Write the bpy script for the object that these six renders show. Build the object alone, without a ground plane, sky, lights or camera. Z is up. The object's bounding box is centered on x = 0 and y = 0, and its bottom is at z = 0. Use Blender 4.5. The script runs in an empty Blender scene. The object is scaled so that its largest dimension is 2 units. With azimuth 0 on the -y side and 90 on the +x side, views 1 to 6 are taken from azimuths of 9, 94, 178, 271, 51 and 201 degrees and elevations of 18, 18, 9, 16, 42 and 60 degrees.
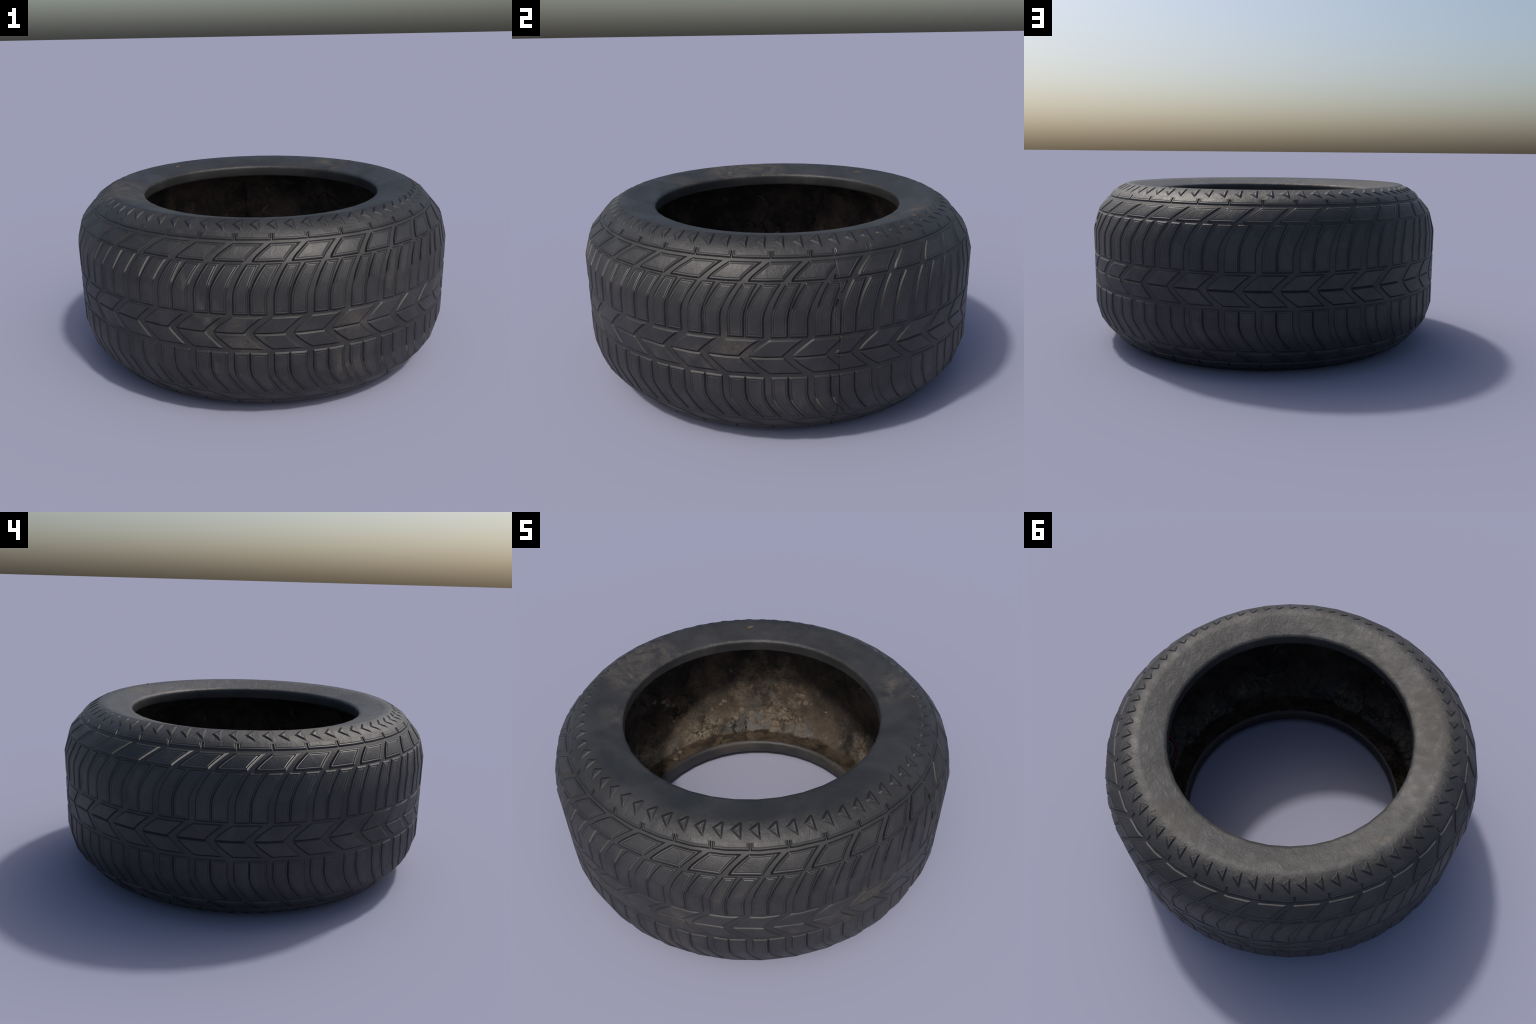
"""A worn, muddy car tyre lying on its side.

The tyre is a ring of 40 straight facets.  Every part is described in tyre
coordinates: an angle round the axle and a distance s along the cross-section
(s = 0 on the tread centre line, positive towards the upper sidewall).
"""
import bpy, math, random
import numpy as np
from mathutils import noise, Vector

random.seed(7)
rng = np.random.default_rng(7)

# ------------------------------------------------------------------ profile
FACETS = 40
HEIGHT = 0.9052
MID = HEIGHT / 2
# outer cross-section (radius, height), from upper bead edge to lower bead edge
half = [(0.635, 0.857), (0.639, 0.8655), (0.655, 0.8705), (0.766, 0.8967), (0.805, 0.9052), (0.8833, 0.8632), (0.9711, 0.7625), (1.0, 0.6569)]
OUTER = np.array(half + [(r, HEIGHT - z) for r, z in reversed(half)])
# inner cross-section: upper bead, cavity, lower bead
half_in = [(0.635, 0.857), (0.635, 0.849), (0.635, 0.815), (0.638, 0.806), (0.650, 0.803), (0.770, 0.800), (0.890, 0.705), (0.930, 0.600)]
low_in = [(0.930, 0.305), (0.890, 0.205), (0.770, 0.098), (0.656, 0.118), (0.641, 0.114), (0.635, 0.100), (0.635, 0.048)]
INNER = np.array(half_in + low_in)
SHOULDER = 0.4474          # s where tread ends and sidewall starts
GROOVE = 0.0034           # tread depth
CRISP = 2.7               # how strongly small relief tilts the shading


def arc(points):
    return np.concatenate([[0], np.cumsum(np.linalg.norm(np.diff(points, axis=0), axis=1))])


LEN_OUT = arc(OUTER)
LEN_IN = arc(INNER)
MID_LEN = LEN_OUT[-1] / 2


def vertex_normals(points, neighbours=None):
    """averaged outward normals (dr, dz) at the corners of a cross-section"""
    seg = np.diff(points, axis=0)
    seg = seg / np.linalg.norm(seg, axis=1)[:, None]
    nrm = np.stack([-seg[:, 1], seg[:, 0]], 1)          # left of travel
    first, last = (nrm[0], nrm[-1]) if neighbours is None else neighbours
    before = np.vstack([first, nrm])
    after = np.vstack([nrm, last])
    out = before + after
    return out / np.linalg.norm(out, axis=1)[:, None]


# travelling OUTER from top bead to bottom bead the outward side is to the left
BEAD_NORMAL = np.array([-1.0, 0.0])
NRM_OUT = vertex_normals(OUTER, (BEAD_NORMAL, BEAD_NORMAL))
NRM_IN = -vertex_normals(INNER)
NRM_IN[0], NRM_IN[-1] = NRM_OUT[0], NRM_OUT[-1]


def chord(theta):
    """radius factor that turns the circle into a 40-sided ring"""
    step = 2 * math.pi / FACETS
    local = np.mod(theta, step) - step / 2
    return math.cos(step / 2) / np.cos(local)


def on_surface(theta, length, points, lengths, normals):
    """positions and smooth shading frames for arrays of angle and arc length"""
    r = np.interp(length, lengths, points[:, 0])
    z = np.interp(length, lengths, points[:, 1])
    nr = np.interp(length, lengths, normals[:, 0])
    nz = np.interp(length, lengths, normals[:, 1])
    m = np.sqrt(nr * nr + nz * nz)
    nr, nz = nr / m, nz / m
    c, s = np.cos(theta), np.sin(theta)
    rr = r * chord(theta)
    pos = np.stack([rr * c, rr * s, z], -1)
    nor = np.stack([nr * c, nr * s, nz], -1)
    tan = np.stack([-s, c, 0 * c], -1)
    up = np.cross(nor, tan)                             # along +s on the outside
    return pos, nor, tan, up, r


def outer_point(theta, s):
    return on_surface(theta, MID_LEN - s, OUTER, LEN_OUT, NRM_OUT)


# ------------------------------------------------------------------ mesh helpers
COLLECTION = bpy.context.scene.collection


def grid_faces(rows, cols, closed=False):
    i = np.arange(rows - 1)[:, None]
    j = np.arange(cols if closed else cols - 1)[None, :]
    k = (j + 1) % cols
    return np.stack([i * cols + j, i * cols + k, (i + 1) * cols + k, (i + 1) * cols + j], -1).reshape(-1, 4)


def flat_normals(x, y, h, closed=False):
    """normals of a height field laid out on a (possibly skewed) grid"""
    p = np.stack([x, y, h], -1)
    rows, cols = h.shape
    if closed:
        q = np.concatenate([p, p[:, :1]], 1)
        q[:, -1, 0] += closed
    else:
        q = p
    a, b, c, d = q[:-1, :-1], q[:-1, 1:], q[1:, 1:], q[1:, :-1]
    f = np.cross(c - a, d - b)
    f /= np.linalg.norm(f, axis=-1, keepdims=True) + 1e-12
    n = np.zeros_like(p)
    for di in (0, 1):
        for dj in (0, 1):
            block = n[di:rows - 1 + di]
            if closed:
                n[di:rows - 1 + di] = block + np.roll(f, dj, 1)
            else:
                n[di:rows - 1 + di, dj:cols - 1 + dj] += f
    n /= np.linalg.norm(n, axis=-1, keepdims=True) + 1e-12
    sign = np.sign(n[..., 2:3].mean())
    return n * (sign if sign else 1)


def make_mesh(name, verts, faces, normals, materials, parent, material_of_face=None):
    me = bpy.data.meshes.new(name)
    me.from_pydata(verts.reshape(-1, 3).tolist(), [], faces.tolist())
    for m in materials:
        me.materials.append(m)
    if material_of_face is not None:
        me.polygons.foreach_set("material_index", np.asarray(material_of_face, dtype=np.int32))
    me.polygons.foreach_set("use_smooth", np.ones(len(me.polygons), dtype=bool))
    me.update()
    if normals is not None:
        me.normals_split_custom_set_from_vertices(normals.reshape(-1, 3).tolist())
    ob = bpy.data.objects.new(name, me)
    COLLECTION.objects.link(ob)
    ob.parent = parent
    return ob


def orient(verts, faces, nor):
    """make the face winding agree with the wanted normals"""
    v = verts.reshape(-1, 3)
    n = nor.reshape(-1, 3)
    f = faces
    fn = np.cross(v[f[:, 2]] - v[f[:, 0]], v[f[:, 3]] - v[f[:, 1]])
    if (fn * n[f[:, 0]]).sum() < 0:
        return f[:, ::-1]
    return f


# ------------------------------------------------------------------ materials
class Nodes:
    def __init__(self, name):
        self.mat = bpy.data.materials.new(name)
        self.mat.use_nodes = True
        self.t = self.mat.node_tree
        self.bsdf = self.t.nodes["Principled BSDF"]
        self.coord = self.t.nodes.new("ShaderNodeTexCoord").outputs["Object"]

    def link(self, a, b):
        self.t.links.new(a, b)

    def new(self, kind, **inputs):
        n = self.t.nodes.new(kind)
        for k, v in inputs.items():
            k = k.replace("_", " ")
            if hasattr(v, "is_output"):
                self.link(v, n.inputs[k])
            else:
                n.inputs[k].default_value = v
        return n

    def noise(self, scale, detail=5.0, rough=0.6, distortion=0.0, stretch=None, shift=(0, 0, 0)):
        m = self.new("ShaderNodeMapping", Vector=self.coord)
        m.inputs["Location"].default_value = shift
        if stretch:
            m.inputs["Scale"].default_value = stretch
        n = self.new("ShaderNodeTexNoise", Vector=m.outputs[0], Scale=scale, Detail=detail, Roughness=rough, Distortion=distortion)
        return n.outputs["Fac"]

    def math(self, op, a, b=0.0, c=0.0, clamp=False):
        n = self.t.nodes.new("ShaderNodeMath")
        n.operation = op
        n.use_clamp = clamp
        for i, v in enumerate((a, b, c)):
            if hasattr(v, "is_output"):
                self.link(v, n.inputs[i])
            else:
                n.inputs[i].default_value = v
        return n.outputs[0]

    def step(self, x, lo, hi):
        n = self.t.nodes.new("ShaderNodeMapRange")
        n.interpolation_type = "SMOOTHSTEP"
        self.link(x, n.inputs["Value"])
        n.inputs["From Min"].default_value = lo
        n.inputs["From Max"].default_value = hi
        return n.outputs[0]

    def mix(self, fac, a, b):
        n = self.t.nodes.new("ShaderNodeMix")
        n.data_type = "RGBA"
        for sock, v in ((n.inputs[0], fac), (n.inputs[6], a), (n.inputs[7], b)):
            if hasattr(v, "is_output"):
                self.link(v, sock)
            else:
                sock.default_value = v if isinstance(v, float) else (*v, 1.0)
        return n.outputs[2]

    def near(self, centre, radius, soft):
        d = self.t.nodes.new("ShaderNodeVectorMath")
        d.operation = "DISTANCE"
        self.link(self.coord, d.inputs[0])
        d.inputs[1].default_value = centre
        return self.math("SUBTRACT", 1.0, self.step(d.outputs["Value"], radius - soft, radius + soft))

    def bump(self, height, strength, distance, under=None):
        b = self.new("ShaderNodeBump", Height=height, Strength=strength, Distance=distance)
        if under is not None:
            self.link(under, b.inputs["Normal"])
        return b.outputs[0]

    def height(self):
        s = self.new("ShaderNodeSeparateXYZ", Vector=self.coord)
        return s.outputs["Z"]


def rubber(name, base, dusty, dust_amount, rough, scuff, stains=()):
    n = Nodes(name)
    grey = n.noise(5.0, 6, 0.65, 0.6)
    fine = n.noise(60.0, 4, 0.7)
    dust = n.step(n.noise(2.6, 8, 0.68, 0.8, shift=(3.1, 0.4, 1.7)), 0.66 - dust_amount, 0.86 - dust_amount)
    for centre, radius in stains:
        blot = n.math("MULTIPLY", n.near(centre, radius, radius * 0.7), n.step(n.noise(9.0, 6, 0.7, 0.5), 0.38, 0.62))
        dust = n.math("MAXIMUM", dust, blot)
    speck = n.step(fine, 0.35, 0.75)
    col = n.mix(n.step(grey, 0.35, 0.7), tuple(c * 0.68 for c in base), tuple(c * 1.25 for c in base))
    col = n.mix(n.math("MULTIPLY", dust, n.math("MULTIPLY_ADD", speck, 0.6, 0.4)), col, dusty)
    n.link(col, n.bsdf.inputs["Base Color"])
    r = n.math("MULTIPLY_ADD", dust, 0.22, rough)
    r = n.math("MULTIPLY_ADD", fine, 0.12, r)
    r = n.math("MULTIPLY_ADD", n.step(grey, 0.35, 0.7), -0.05, r)
    r = n.math("SUBTRACT", r, 0.06)
    n.link(r, n.bsdf.inputs["Roughness"])
    if scuff:
        wrinkle = n.noise(17.0, 7, 0.68, 0.5, stretch=(1.0, 1.0, 0.6))
        grain = n.noise(130.0, 3, 0.6)
        b = n.bump(wrinkle, scuff, 0.010)
        b = n.bump(grain, 0.5 * scuff, 0.003, b)
        n.link(b, n.bsdf.inputs["Normal"])
    n.bsdf.inputs["Specular IOR Level"].default_value = 0.5
    return n.mat


def polar(az, r, z):
    a = math.radians(az)
    return (r * math.cos(a), r * math.sin(a), z)


RUBBER = (0.0256, 0.0248, 0.0246)
EARTH = (0.078, 0.066, 0.054)
tread_stains = [(polar(-60, 0.98, 0.24), 0.12), (polar(-58, 1.0, 0.42), 0.08), (polar(-86, 1.0, 0.43), 0.10), (polar(-97, 1.0, 0.50), 0.08),
                (polar(6, 0.99, 0.21), 0.14), (polar(-7, 1.0, 0.48), 0.08), (polar(-16, 1.0, 0.37), 0.08)]
wall_stains = [(polar(206, 0.73, 0.89), 0.17), (polar(191, 0.75, 0.89), 0.13), (polar(236, 0.66, 0.87), 0.08), (polar(62, 0.72, 0.89), 0.10)]
MAT_BLOCK = rubber("block_rubber", RUBBER, EARTH, 0.11, 0.50, 0.40, tread_stains)
MAT_LIP = rubber("lip_rubber", tuple(c * 1.1 for c in RUBBER), EARTH, 0.04, 0.45, 0.0)
MAT_GROOVE = rubber("groove_rubber", tuple(c * 0.90 for c in RUBBER), EARTH, 0.10, 0.56, 0.2, tread_stains)
MAT_EDGE_SHADE = rubber("edge_shade_rubber", tuple(c * 0.48 for c in RUBBER), (0.03, 0.026, 0.022), 0.04, 0.60, 0.0)  # shade along block walls and wedge edges, painted into the rubber colour
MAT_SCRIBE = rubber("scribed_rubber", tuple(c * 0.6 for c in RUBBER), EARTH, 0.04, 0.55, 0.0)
MAT_WALL = rubber("sidewall_rubber", (0.0268, 0.0258, 0.0252), EARTH, 0.08, 0.51, 0.55, wall_stains)
MAT_BEAD = rubber("bead_rubber", RUBBER, EARTH, 0.08, 0.48, 0.2)
MAT_BEAD_LOW = rubber("muddy_bead_rubber", RUBBER, (0.062, 0.052, 0.042), 0.22, 0.52, 0.25)


def mud_material():
    n = Nodes("dried_mud")
    z = n.height()
    cake = n.noise(3.4, 8, 0.66, 0.3)
    clod = n.noise(11.0, 8, 0.72, 0.3)
    grit = n.noise(42.0, 6, 0.75)
    # upper cavity: dark brown film with smoky patches
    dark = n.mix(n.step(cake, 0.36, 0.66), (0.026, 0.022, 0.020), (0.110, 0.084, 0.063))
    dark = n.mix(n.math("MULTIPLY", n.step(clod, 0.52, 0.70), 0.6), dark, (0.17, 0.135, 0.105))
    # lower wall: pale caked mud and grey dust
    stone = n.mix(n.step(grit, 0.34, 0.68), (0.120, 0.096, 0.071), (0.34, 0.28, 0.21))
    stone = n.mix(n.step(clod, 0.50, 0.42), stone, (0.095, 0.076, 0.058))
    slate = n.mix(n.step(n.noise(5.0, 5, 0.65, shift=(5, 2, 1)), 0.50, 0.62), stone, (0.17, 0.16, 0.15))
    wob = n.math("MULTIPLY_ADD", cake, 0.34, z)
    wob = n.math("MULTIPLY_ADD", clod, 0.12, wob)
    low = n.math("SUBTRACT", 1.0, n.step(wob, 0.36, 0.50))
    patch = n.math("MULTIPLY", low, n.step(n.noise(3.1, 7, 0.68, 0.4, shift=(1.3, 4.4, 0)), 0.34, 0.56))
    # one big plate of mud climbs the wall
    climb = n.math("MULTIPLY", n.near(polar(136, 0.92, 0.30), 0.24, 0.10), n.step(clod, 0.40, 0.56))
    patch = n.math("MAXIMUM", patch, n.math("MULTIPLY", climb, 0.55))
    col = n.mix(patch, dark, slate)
    flat = n.t.nodes.new("ShaderNodeVectorMath")
    flat.operation = "MULTIPLY"
    n.link(n.coord, flat.inputs[0])
    flat.inputs[1].default_value = (1, 1, 0)
    span = n.t.nodes.new("ShaderNodeVectorMath")
    span.operation = "LENGTH"
    n.link(flat.outputs[0], span.inputs[0])
    floor = n.math("SUBTRACT", 1.0, n.step(n.math("MULTIPLY_ADD", clod, 0.05, span.outputs["Value"]), 0.790, 0.805))
    earth = n.mix(n.step(clod, 0.36, 0.66), (0.034, 0.025, 0.017), (0.120, 0.088, 0.058))
    earth = n.mix(n.math("MULTIPLY", n.step(grit, 0.56, 0.72), 0.7), earth, (0.16, 0.118, 0.078))
    col = n.mix(floor, col, earth)
    # flakes of broken mud: every flake has its own tone, dark gaps between
    warp = n.new("ShaderNodeTexNoise", Vector=n.coord, Scale=7.0, Detail=4.0, Roughness=0.6)
    add = n.t.nodes.new("ShaderNodeVectorMath")
    add.operation = "MULTIPLY_ADD"
    n.link(warp.outputs["Color"], add.inputs[0])
    add.inputs[1].default_value = (0.16, 0.16, 0.16)
    n.link(n.coord, add.inputs[2])

    def cells(scale, feature, out):
        v = n.new("ShaderNodeTexVoronoi", Vector=add.outputs[0], Scale=scale)
        v.feature = feature
        return v.outputs[out]

    tone = n.new("ShaderNodeSeparateColor", Color=cells(8.5, "F1", "Color")).outputs[0]
    gap = n.math("SUBTRACT", 1.0, n.step(cells(8.5, "DISTANCE_TO_EDGE", "Distance"), 0.003, 0.035))
    rubble = n.math("MULTIPLY", n.step(n.noise(4.0, 4, 0.6, shift=(2, 8, 5)), 0.50, 0.60), n.math("MAXIMUM", patch, n.math("MULTIPLY", floor, 0.7)))
    shade = n.math("MULTIPLY_ADD", tone, 0.7, 0.6)
    shade = n.math("MULTIPLY", shade, n.math("MULTIPLY_ADD", gap, -0.75, 1.0))
    shade = n.math("MULTIPLY_ADD", n.math("SUBTRACT", shade, 1.0), rubble, 1.0)
    scaled = n.t.nodes.new("ShaderNodeVectorMath")
    scaled.operation = "SCALE"
    n.link(col, scaled.inputs[0])
    n.link(shade, scaled.inputs["Scale"])
    col = scaled.outputs[0]
    # long drying cracks
    crack = n.math("SUBTRACT", 1.0, n.step(cells(3.4, "DISTANCE_TO_EDGE", "Distance"), 0.002, 0.016))
    crack = n.math("MULTIPLY", crack, n.step(n.noise(1.9, 3, 0.5, shift=(9, 1, 2)), 0.45, 0.52))
    col = n.mix(n.math("MULTIPLY", crack, 0.85), col, (0.006, 0.005, 0.004))
    n.link(col, n.bsdf.inputs["Base Color"])
    n.bsdf.inputs["Roughness"].default_value = 0.85
    n.bsdf.inputs["Specular IOR Level"].default_value = 0.25
    b = n.bump(clod, 0.8, 0.10)
    b = n.bump(grit, 0.7, 0.022, b)
    b = n.bump(n.math("SUBTRACT", n.math("MULTIPLY", tone, rubble), n.math("MULTIPLY", gap, rubble)), 0.9, 0.012, b)
    b = n.bump(n.math("SUBTRACT", 0.0, crack), 0.8, 0.010, b)
    n.link(b, n.bsdf.inputs["Normal"])
    return n.mat


def plain(name, colour, rough, vary=0.35, scale=20.0):
    n = Nodes(name)
    col = n.mix(n.noise(scale, 4, 0.6), tuple(c * (1 - vary) for c in colour), tuple(c * (1 + vary) for c in colour))
    n.link(col, n.bsdf.inputs["Base Color"])
    n.bsdf.inputs["Roughness"].default_value = rough
    b = n.bump(n.noise(scale * 3, 4, 0.6), 0.4, 0.004)
    n.link(b, n.bsdf.inputs["Normal"])
    return n.mat


MAT_MUD = mud_material()
MAT_CLOD = plain("clod_earth", (0.115, 0.090, 0.066), 0.9, 0.5, 30.0)
MAT_CLOD_DARK = plain("dark_clod_earth", (0.06, 0.046, 0.033), 0.9, 0.5, 30.0)
MAT_STRAW = plain("dry_straw", (0.34, 0.26, 0.15), 0.8)
MAT_LEAF = plain("dead_leaf", (0.105, 0.066, 0.042), 0.8)
MAT_RED = plain("faded_red_paint", (0.11, 0.009, 0.012), 0.6)
MAT_STEEL = plain("dull_steel", (0.12, 0.13, 0.15), 0.5)

# ------------------------------------------------------------------ the thing
tyre = bpy.data.objects.new("car_tyre", None)
COLLECTION.objects.link(tyre)
tyre["label"] = "worn black car tyre lying flat, muddy inside"
tyre["category"] = "car tyre"

PER_FACET = 6
RING = np.arange(FACETS * PER_FACET) * 2 * math.pi / (FACETS * PER_FACET)


def ring_part(name, lengths, depth, points, table, normals, materials, parent=tyre, theta=RING):
    """surface of revolution between given arc lengths, sunk by depth(s)"""
    th, ln = np.meshgrid(theta, lengths)
    pos, nor, tan, up, r = on_surface(th, ln, points, table, normals)
    pos = pos - nor * np.asarray(depth)[:, None, None]
    f = grid_faces(len(lengths), len(theta), True)
    f = orient(pos, f, nor)
    return make_mesh(name, pos, f, nor, materials, parent)


def with_corners(a, b, table, n):
    """sample positions that keep every corner of the cross-section"""
    ts = np.concatenate([np.linspace(a, b, n), table[(table > a) & (table < b)]])
    return np.unique(np.round(ts, 6))


# tread floor with a step up to each sidewall
edge_up, edge_dn = MID_LEN - SHOULDER, MID_LEN + SHOULDER
floor = with_corners(edge_up + 0.002, edge_dn - 0.002, LEN_OUT, 60)
lens = np.concatenate([[edge_up], floor, [edge_dn]])
deep = np.concatenate([[0], np.full(len(floor), GROOVE), [0]])
tread = ring_part("tread", lens, deep, OUTER, LEN_OUT, NRM_OUT, [MAT_GROOVE])

sidewalls = []
for a, b in ((0.0, edge_up), (edge_dn, LEN_OUT[-1])):
    ln = with_corners(a, b, LEN_OUT, 24)
    sidewalls.append(ring_part("sidewall", ln, np.zeros(len(ln)), OUTER, LEN_OUT, NRM_OUT, [MAT_WALL]))

for a, b, skin in ((LEN_IN[0], LEN_IN[4], MAT_BEAD), (LEN_IN[-4], LEN_IN[-1], MAT_BEAD_LOW)):
    ln = with_corners(a, b, LEN_IN, 8)
    ring_part("bead", ln, np.zeros(len(ln)), INNER, LEN_IN, NRM_IN, [skin])

# ------------------------------------------------------------------ muddy cavity
def mud_relief(p):
    """lumpy cake that has broken into plates low on the wall"""
    v = Vector(p)
    big = noise.fractal(v * 5.0, 1.0, 2.0, 4)
    fine = noise.fractal(v * 24.0, 0.9, 2.0, 4)
    low = min(1.0, max(0.0, (0.42 - p[2] + 0.12 * big) / 0.15))
    w = v + noise.turbulence_vector(v * 9.0, 3, False) * 0.025
    dist, points = noise.voronoi(w * 8.5)
    plate = noise.cell(points[0] * 37.0) * min(1.0, (dist[1] - dist[0]) / 0.12)
    broken = max(0.0, noise.noise(v * 4.0 + Vector((3, 7, 1))) + 0.25)
    return 0.006 * big + 0.004 * fine + 0.030 * low * broken * plate


def build_liner():
    ln = with_corners(LEN_IN[4], LEN_IN[-4], LEN_IN, 120)
    theta = np.arange(FACETS * 14) * 2 * math.pi / (FACETS * 14)
    th, l2 = np.meshgrid(theta, ln)
    pos, nor, tan, up, r = on_surface(th, l2, INNER, LEN_IN, NRM_IN)
    rel = np.array([mud_relief(p) for p in pos.reshape(-1, 3)]).reshape(th.shape)
    fade = np.clip(np.minimum(l2 - ln[0], ln[-1] - l2) / 0.05, 0, 1)
    h = rel * fade
    pos = pos + nor * h[..., None]
    fl = flat_normals(th * 0.85, -l2, h, closed=2 * math.pi * 0.85)
    n = fl[..., 0:1] * tan + fl[..., 1:2] * np.cross(tan, nor) * -1 + fl[..., 2:3] * nor
    n /= np.linalg.norm(n, axis=-1, keepdims=True)
    f = orient(pos, grid_faces(len(ln), len(theta), True), nor)
    return make_mesh("inner_liner", pos, f, n, [MAT_MUD], tyre)


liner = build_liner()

# ------------------------------------------------------------------ tread pattern
SEAM = 18.0  # pattern break where the original's texture wrap ends, not a moulded joint
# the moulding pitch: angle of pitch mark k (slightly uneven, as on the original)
PITCH_K = np.array([-3, 0, 1, 2, 3, 5, 8, 13, 18, 23, 28, 33, 35, 38])
PITCH_A = np.array([-12.3, 18.1, 28.3, 39.0, 49.8, 68.9, 99.2, 149.8, 200.2, 250.8, 301.2, 351.5, 372.0, 402.2])
PITCH = 10.07


def pitch_angle(k, offset):
    return np.interp(k + np.asarray(offset) / PITCH, PITCH_K, PITCH_A)


# edge profile: distance inside the block outline -> height below the crown
LIP = [(-0.0030, -GROOVE), (0.0006, -0.45 * GROOVE), (0.0034, -0.0004), (0.0052, 0.0), (0.0078, 0.0),
       (0.0096, -0.0008), (0.0112, -0.0007), (0.0130, 0.0), (0.0142, 0.0)]
THIN_LIP = [(-0.0014, -GROOVE * 0.8), (0.0002, -0.4 * GROOVE), (0.0018, -0.0003), (0.0030, 0.0), (0.0060, 0.0),
            (0.0075, -0.0007), (0.0090, -0.0006), (0.0105, 0.0), (0.0117, 0.0)]
PLAIN_EDGE = [(-0.0030, -GROOVE), (0.0006, -0.45 * GROOVE), (0.0034, -0.0004), (0.0052, 0.0), (0.0064, 0.0)]


def block(name, k, s_top, s_bot, left, right, profile, side_profile=None, open_top=False, open_bottom=False, rows=10, cols=5):
    """a tread block between two edge curves left(f), right(f); f = 0 top, 1 bottom.

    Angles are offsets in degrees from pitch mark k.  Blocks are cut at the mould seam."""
    f = np.linspace(0, 1, 60)
    xl, xr = pitch_angle(k, left(f)), pitch_angle(k, right(f))
    keep = np.minimum(xr, SEAM + 360) - np.maximum(xl, SEAM) > 0.35
    if not keep.any():
        return None
    f0, f1 = f[keep][0], f[keep][-1]
    cut_top, cut_bot = f0 > 0, f1 < 1
    s0, s1 = s_top + (s_bot - s_top) * f0, s_top + (s_bot - s_top) * f1
    d_end = np.array([p[0] for p in profile])
    d_side = np.array([p[0] for p in side_profile or profile])
    hh = np.array([p[1] for p in profile])
    m = len(hh)

    def offsets(d, width, n_mid, flat_a, flat_b):
        k_ = min(1.0, 0.46 * width / d[-1])
        a = np.where(d > 0, d * k_, d)
        start = np.linspace(0, a[-1], m) if flat_a else a
        end = np.linspace(0, a[-1], m) if flat_b else a
        mid = np.linspace(a[-1], width - a[-1], n_mid + 2)[1:-1]
        return np.concatenate([start, mid, width - end[::-1]])

    idx = np.concatenate([np.arange(m), np.full(rows, m), np.arange(m)[::-1]])
    ri = idx.copy()
    if open_top or cut_top:
        ri[0 if open_top else 1:m] = m
    if open_bottom or cut_bot:
        ri[-m:len(ri) if open_bottom else -1] = m
    sv = s0 - offsets(d_end, s0 - s1, rows, open_top or cut_top, open_bottom or cut_bot)
    for corner in (0.2043, 0.3138, -0.2043, -0.3138):     # keep the folds of the carcass
        j = int(np.argmin(np.abs(sv - corner)))
        if m <= j < len(sv) - m and s1 < corner < s0:
            sv[j] = corner
    n_rows, n_cols = len(sv), 2 * m + cols
    theta = np.zeros((n_rows, n_cols))
    level = np.zeros((n_rows, n_cols), dtype=int)
    base_ci = np.concatenate([np.arange(m), np.full(cols, m), np.arange(m)[::-1]])
    for i, s in enumerate(sv):
        fi = np.clip((s_top - s) / (s_top - s_bot), -0.05, 1.05)
        df = 0.02
        a, b = pitch_angle(k, left(np.clip(fi, 0, 1))), pitch_angle(k, right(np.clip(fi, 0, 1)))
        cut_a, cut_b = a < SEAM, b > SEAM + 360
        a, b = max(float(a), SEAM), min(float(b), SEAM + 360)
        rad = np.interp(MID_LEN - s, LEN_OUT, OUTER[:, 0])
        to_m = math.radians(1) * rad
        g = np.clip(fi, df, 1 - df)
        slope = abs(left(g + df) - left(g - df)) * to_m / (2 * df * (s_top - s_bot))
        skew = math.sqrt(1 + float(slope) ** 2)
        w = max(b - a, 0.05) * to_m
        x = offsets(d_side, w / skew, cols, cut_a, cut_b) * skew
        theta[i] = a + x / to_m
        ci = base_ci.copy()
        if cut_a:
            ci[1:m] = m
        if cut_b:
            ci[-m:-1] = m
        level[i] = np.minimum(ci, ri[i])
    h = np.append(hh, 0.0)[level]
    th = np.radians(theta)
    sg = np.repeat(sv[:, None], n_cols, 1)
    pos, nor, tan, up, r = outer_point(th, sg)
    if np.dot(up[0, 0], np.array([0, 0, 1.0])) < 0 and abs(sv.mean()) < 0.3:
        up = -up
    along = outer_point(th, sg + 1e-3)[0] - pos          # true +s direction
    up = along - nor * (along * nor).sum(-1, keepdims=True)
    up /= np.linalg.norm(up, axis=-1, keepdims=True)
    pos = pos + nor * h[..., None]
    fl = flat_normals(th * r, sg, h * CRISP)
    n = fl[..., 0:1] * tan + fl[..., 1:2] * up + fl[..., 2:3] * nor
    n /= np.linalg.norm(n, axis=-1, keepdims=True)
    fc = grid_faces(n_rows, n_cols)
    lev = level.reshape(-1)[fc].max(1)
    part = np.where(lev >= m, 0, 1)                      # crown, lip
    part[lev == 1] = 3  # foot of the wall, painted edge shade in a lighter tone
    part[lev == 2] = 2                                   # upper wall, edge shade painted dark
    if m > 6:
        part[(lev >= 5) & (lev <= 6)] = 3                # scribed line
    fc = orient(pos, fc, nor)
    return make_mesh(name, pos, fc, n, [MAT_BLOCK, MAT_LIP, MAT_EDGE_SHADE, MAT_SCRIBE], tread, part)


def bow(a, b, power, flat=1.0):
    """edge that goes from offset a (f = 0) to b, bending early, straight after `flat`"""
    return lambda f: b + (a - b) * np.clip(1 - np.asarray(f) / flat, 0, 1) ** power


def flip(curve):
    return lambda f: curve(1 - np.asarray(f))


def straight(a, b):
    return lambda f: a + (b - a) * np.asarray(f)


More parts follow.
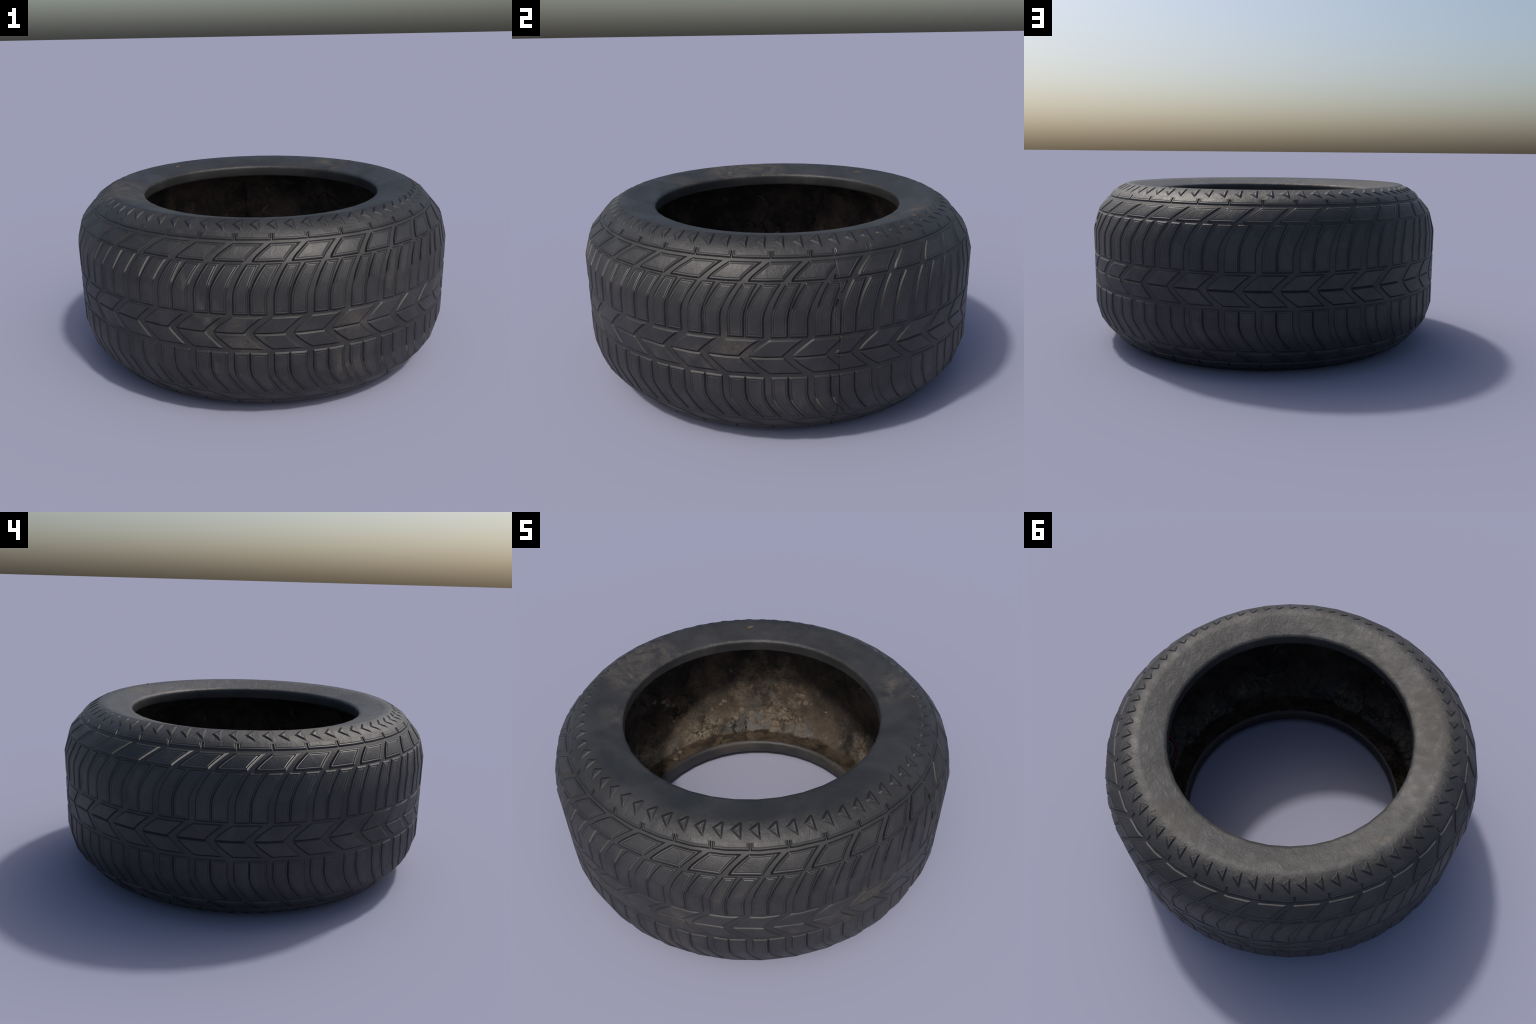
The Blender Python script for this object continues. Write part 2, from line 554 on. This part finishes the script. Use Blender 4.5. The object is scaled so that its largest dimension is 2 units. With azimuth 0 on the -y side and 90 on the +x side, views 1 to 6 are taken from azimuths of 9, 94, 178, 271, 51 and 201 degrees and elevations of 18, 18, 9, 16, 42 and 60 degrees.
FLAT = 0.67       # ribs are straight over the last third
for k in range(-2, 38):
    # shoulder lugs, running out into the sidewall
    block("shoulder_lug", k, SHOULDER, 0.416, straight(0.20, 0.20), straight(PITCH - 0.20, PITCH - 0.20), LIP, THIN_LIP, open_top=True, rows=3, cols=9)
    block("shoulder_lug", k, -0.416, -SHOULDER, straight(0.20, 0.20), straight(PITCH - 0.20, PITCH - 0.20), LIP, THIN_LIP, open_bottom=True, rows=3, cols=9)
    # shoulder blocks
    block("shoulder_block", k, 0.3990, 0.3155, bow(-0.35, -5.15, 1.35), bow(7.55, 2.9, 1.2), LIP, cols=8)
    block("shoulder_block", k, -0.3260, -0.4070, flip(bow(-0.35, -4.8, 1.35)), flip(bow(7.55, 2.9, 1.2)), LIP, cols=8)
    # curved ribs in pairs
    block("tread_rib", k, 0.3045, 0.0805, bow(3.60, 0.05, 1.75, FLAT), bow(6.80, 3.70, 1.65, FLAT), LIP, rows=22, cols=4)
    block("tread_rib", k, 0.3045, 0.0805, bow(8.10, 4.20, 1.75, FLAT), bow(12.20, 8.28, 1.65, FLAT), LIP, rows=22, cols=4)
    block("tread_rib", k, -0.1015, -0.3095, flip(bow(4.35, 0.0, 1.75, FLAT)), flip(bow(8.05, 3.77, 1.65, FLAT)), LIP, rows=22, cols=4)
    block("tread_rib", k, -0.1015, -0.3095, flip(bow(8.50, 4.05, 1.75, FLAT)), flip(bow(12.20, 8.35, 1.65, FLAT)), LIP, rows=22, cols=4)
    # centre chevrons
    block("chevron_block", k, 0.0670, -0.0065, bow(-0.40, -5.10, 1.3), bow(7.00, 2.45, 1.15), PLAIN_EDGE, cols=8)
    block("chevron_block", k, -0.0125, -0.0815, flip(bow(-0.30, -4.85, 1.3)), flip(bow(7.00, 2.90, 1.15)), PLAIN_EDGE, cols=8)

# ------------------------------------------------------------------ sidewall wedges
WEDGES = 70
WEDGE_H = 0.0030


def wedge(k, side):
    """a low triangular pyramid stump pointing along the rim"""
    tip = math.radians(-0.2 + 360.0 / WEDGES * k)
    mid_s = 0.499 * side
    r_mid = np.interp(MID_LEN - mid_s, LEN_OUT, OUTER[:, 0])
    outline = [(-0.039, 0.002), (0.0, 0.0345), (0.003, 0.0345), (0.003, -0.035), (0.0, -0.035)]
    pts = []
    for i in range(len(outline)):
        a, b = np.array(outline[i]), np.array(outline[(i + 1) % len(outline)])
        n = max(1, int(np.linalg.norm(b - a) / 0.012))
        pts += [a + (b - a) * t / n for t in range(n)]
    pts = np.array(pts)
    centre = np.array([-0.012, 0.0005])
    rings = [(1.17, -0.0006), (1.13, 0.0003), (0.86, 0.0007), (0.70, 0.75 * WEDGE_H), (0.60, WEDGE_H), (0.50, WEDGE_H), (0.25, WEDGE_H * 0.9), (0.0, WEDGE_H * 0.85)]
    x, y, h = [], [], []
    for scale, z in rings:
        q = centre + (pts - centre) * scale
        x.append(q[:, 0]); y.append(q[:, 1]); h.append(np.full(len(q), z))
    x, y, h = np.array(x), np.array(y), np.array(h)
    th = tip + x / r_mid
    sg = mid_s + y * side
    pos, nor, tan, up, r = outer_point(th, sg)
    along = outer_point(th, sg + 1e-3)[0] - pos
    up = along - nor * (along * nor).sum(-1, keepdims=True)
    up /= np.linalg.norm(up, axis=-1, keepdims=True)
    pos = pos + nor * h[..., None]
    # shading normals from the flattened stump
    rows, cols = h.shape
    p = np.stack([x, y * side, h * CRISP * 1.2], -1)
    q = np.concatenate([p, p[:, :1]], 1)
    fn = np.cross(q[1:, 1:] - q[:-1, :-1], q[1:, :-1] - q[:-1, 1:])
    fn *= np.sign(fn[..., 2:3] + 1e-15)
    fn /= np.linalg.norm(fn, axis=-1, keepdims=True) + 1e-9
    n = np.zeros_like(p)
    for di in (0, 1):
        n[di:rows - 1 + di] += fn + np.roll(fn, 1, 1)
    n[-1] = (0, 0, 1)
    n /= np.linalg.norm(n, axis=-1, keepdims=True) + 1e-9
    n = n[..., 0:1] * tan + n[..., 1:2] * up + n[..., 2:3] * nor
    f = orient(pos, grid_faces(rows, cols, True), nor)
    ring_of = np.repeat(np.arange(rows - 1), cols)
    make_mesh("sidewall_wedge", pos, f, n, [MAT_BLOCK, MAT_SCRIBE, MAT_EDGE_SHADE], sidewalls[0 if side > 0 else 1], np.where(ring_of <= 1, 2, np.where(ring_of == 2, 1, 0)))  # wedge outline and lower slope carry painted shade


for k in range(WEDGES):
    wedge(k, 1)
    wedge(k, -1)

# ------------------------------------------------------------------ litter in the cavity
def pebble_mesh(seed, size):
    r = random.Random(seed)
    pts, faces = [], []
    rows, cols = 5, 7
    v0 = Vector((r.random() * 40, r.random() * 40, 0))
    for i in range(rows + 1):
        for j in range(cols):
            a, b = math.pi * i / rows, 2 * math.pi * j / cols
            p = Vector((math.sin(a) * math.cos(b), math.sin(a) * math.sin(b), math.cos(a)))
            p *= 1 + 0.55 * noise.noise(p * 1.3 + v0) + 0.2 * noise.noise(p * 3 + v0)
            pts.append(p * size)
    me = bpy.data.meshes.new("clod")
    me.from_pydata(pts, [], grid_faces(rows + 1, cols, True).tolist())
    me.materials.append(MAT_CLOD if seed % 3 else MAT_CLOD_DARK)
    return me


def lay_on_liner(ob, az, length, spin, sink=0.0):
    p, n, t, u, r = on_surface(np.array([math.radians(az)]), np.array([length]), INNER, LEN_IN, NRM_IN)
    n, t, p = Vector(n[0]), Vector(t[0]), Vector(p[0])
    u = n.cross(t)
    from mathutils import Matrix
    m = Matrix((t, u, n)).transposed().to_4x4()
    m.translation = p - n * sink
    ob.matrix_world = m @ Matrix.Rotation(spin, 4, "Z")


clods = [pebble_mesh(i, 0.026) for i in range(8)]
LOWER_WALL = (LEN_IN[-7] - 0.02, LEN_IN[-4] - 0.03)
spots = []
for trail in range(11):                                   # crumbs gather along cracks
    az = random.gauss(138, 30) if trail < 7 else random.uniform(0, 360)
    where = random.uniform(*LOWER_WALL)
    heading = random.uniform(-1, 1)
    for step in range(18):
        az += random.uniform(0.3, 1.6)
        where += heading * random.uniform(0.002, 0.012)
        if LOWER_WALL[0] - 0.08 < where < LOWER_WALL[1]:
            spots.append((az + random.gauss(0, 0.7), where + random.gauss(0, 0.012)))
for i, (az, where) in enumerate(spots):
    ob = bpy.data.objects.new("clod", clods[i % 8])
    COLLECTION.objects.link(ob)
    ob.parent = liner
    lay_on_liner(ob, az, where, random.uniform(0, 6.28), 0.002)
    k = 0.10 + 0.75 * random.random() ** 3.2
    ob.scale = (k * random.uniform(0.9, 1.7), k, k * 0.55)


def flake(name, material, length, width, parent, place, spin, lift=0.1):
    """a thin bent sliver: straw or a scrap of leaf, with real thickness"""
    n = 6
    pts = []
    for i in range(n):
        t = i / (n - 1)
        w = width * (0.25 + 0.75 * math.sin(math.pi * (0.12 + 0.76 * t)))
        z = 0.001 + lift * length * math.sin(math.pi * t)
        for y, dz in ((-w, 0), (w, 0), (w * 0.8, 0.0012), (-w * 0.8, 0.0012)):
            pts.append(((t - 0.5) * length, y / 2, z + dz))
    faces = [(4 * i + a, 4 * i + (a + 1) % 4, 4 * i + 4 + (a + 1) % 4, 4 * i + 4 + a) for i in range(n - 1) for a in range(4)]
    faces += [(3, 2, 1, 0), tuple(4 * (n - 1) + a for a in range(4))]
    me = bpy.data.meshes.new(name)
    me.from_pydata(pts, [], faces)
    me.materials.append(material)
    ob = bpy.data.objects.new(name, me)
    COLLECTION.objects.link(ob)
    ob.parent = parent
    place(ob, spin)


def on_liner(az, length):
    return lambda ob, spin: lay_on_liner(ob, az, length, spin)


for i in range(14):
    flake("straw", MAT_STRAW, random.uniform(0.03, 0.06), 0.0035, liner, on_liner(random.uniform(0, 360), random.uniform(LEN_IN[5], LEN_IN[-4] - 0.03)), random.uniform(0, 3))


def on_outside(az, s):
    def place(ob, spin):
        from mathutils import Matrix
        p, n, t, u, r = outer_point(np.array([math.radians(az)]), np.array([s]))
        n, t, p = Vector(n[0]), Vector(t[0]), Vector(p[0])
        m = Matrix((t, n.cross(t), n)).transposed().to_4x4()
        m.translation = p - n * 0.001
        ob.matrix_world = m @ Matrix.Rotation(spin, 4, "Z")
    return place


for az, s, size, spin in ((142.5, 0.597, 0.034, 0.4), (53.8, 0.539, 0.022, 1.2)):
    flake("leaf_scrap", MAT_LEAF, size, size * 0.4, sidewalls[0], on_outside(az, s), spin, 0.02)


def litter_ring(name, radius, tube, material, az, length):
    me = bpy.data.meshes.new(name)
    a = np.linspace(0, 2 * math.pi, 40, endpoint=False)
    b = np.linspace(0, 2 * math.pi, 8, endpoint=False)
    A, B = np.meshgrid(a, b, indexing="ij")
    p = np.stack([(radius + tube * np.cos(B)) * np.cos(A), (radius + tube * np.cos(B)) * np.sin(A), 0.4 * tube * np.sin(B)], -1)
    f = grid_faces(len(a), len(b), True)
    last = np.array([[(len(a) - 1) * 8 + j, (len(a) - 1) * 8 + (j + 1) % 8, (j + 1) % 8, j] for j in range(8)])
    me.from_pydata(p.reshape(-1, 3).tolist(), [], np.vstack([f, last]).tolist())
    me.materials.append(material)
    me.polygons.foreach_set("use_smooth", np.ones(len(me.polygons), dtype=bool))
    ob = bpy.data.objects.new(name, me)
    COLLECTION.objects.link(ob)
    ob.parent = liner
    lay_on_liner(ob, az, length, 0.0, -0.016)


ring_len = LEN_IN[-5] - 0.128
litter_ring("red_ring", 0.088, 0.011, MAT_RED, -3.5, ring_len)
litter_ring("steel_ring", 0.060, 0.005, MAT_STEEL, -3.5, ring_len)
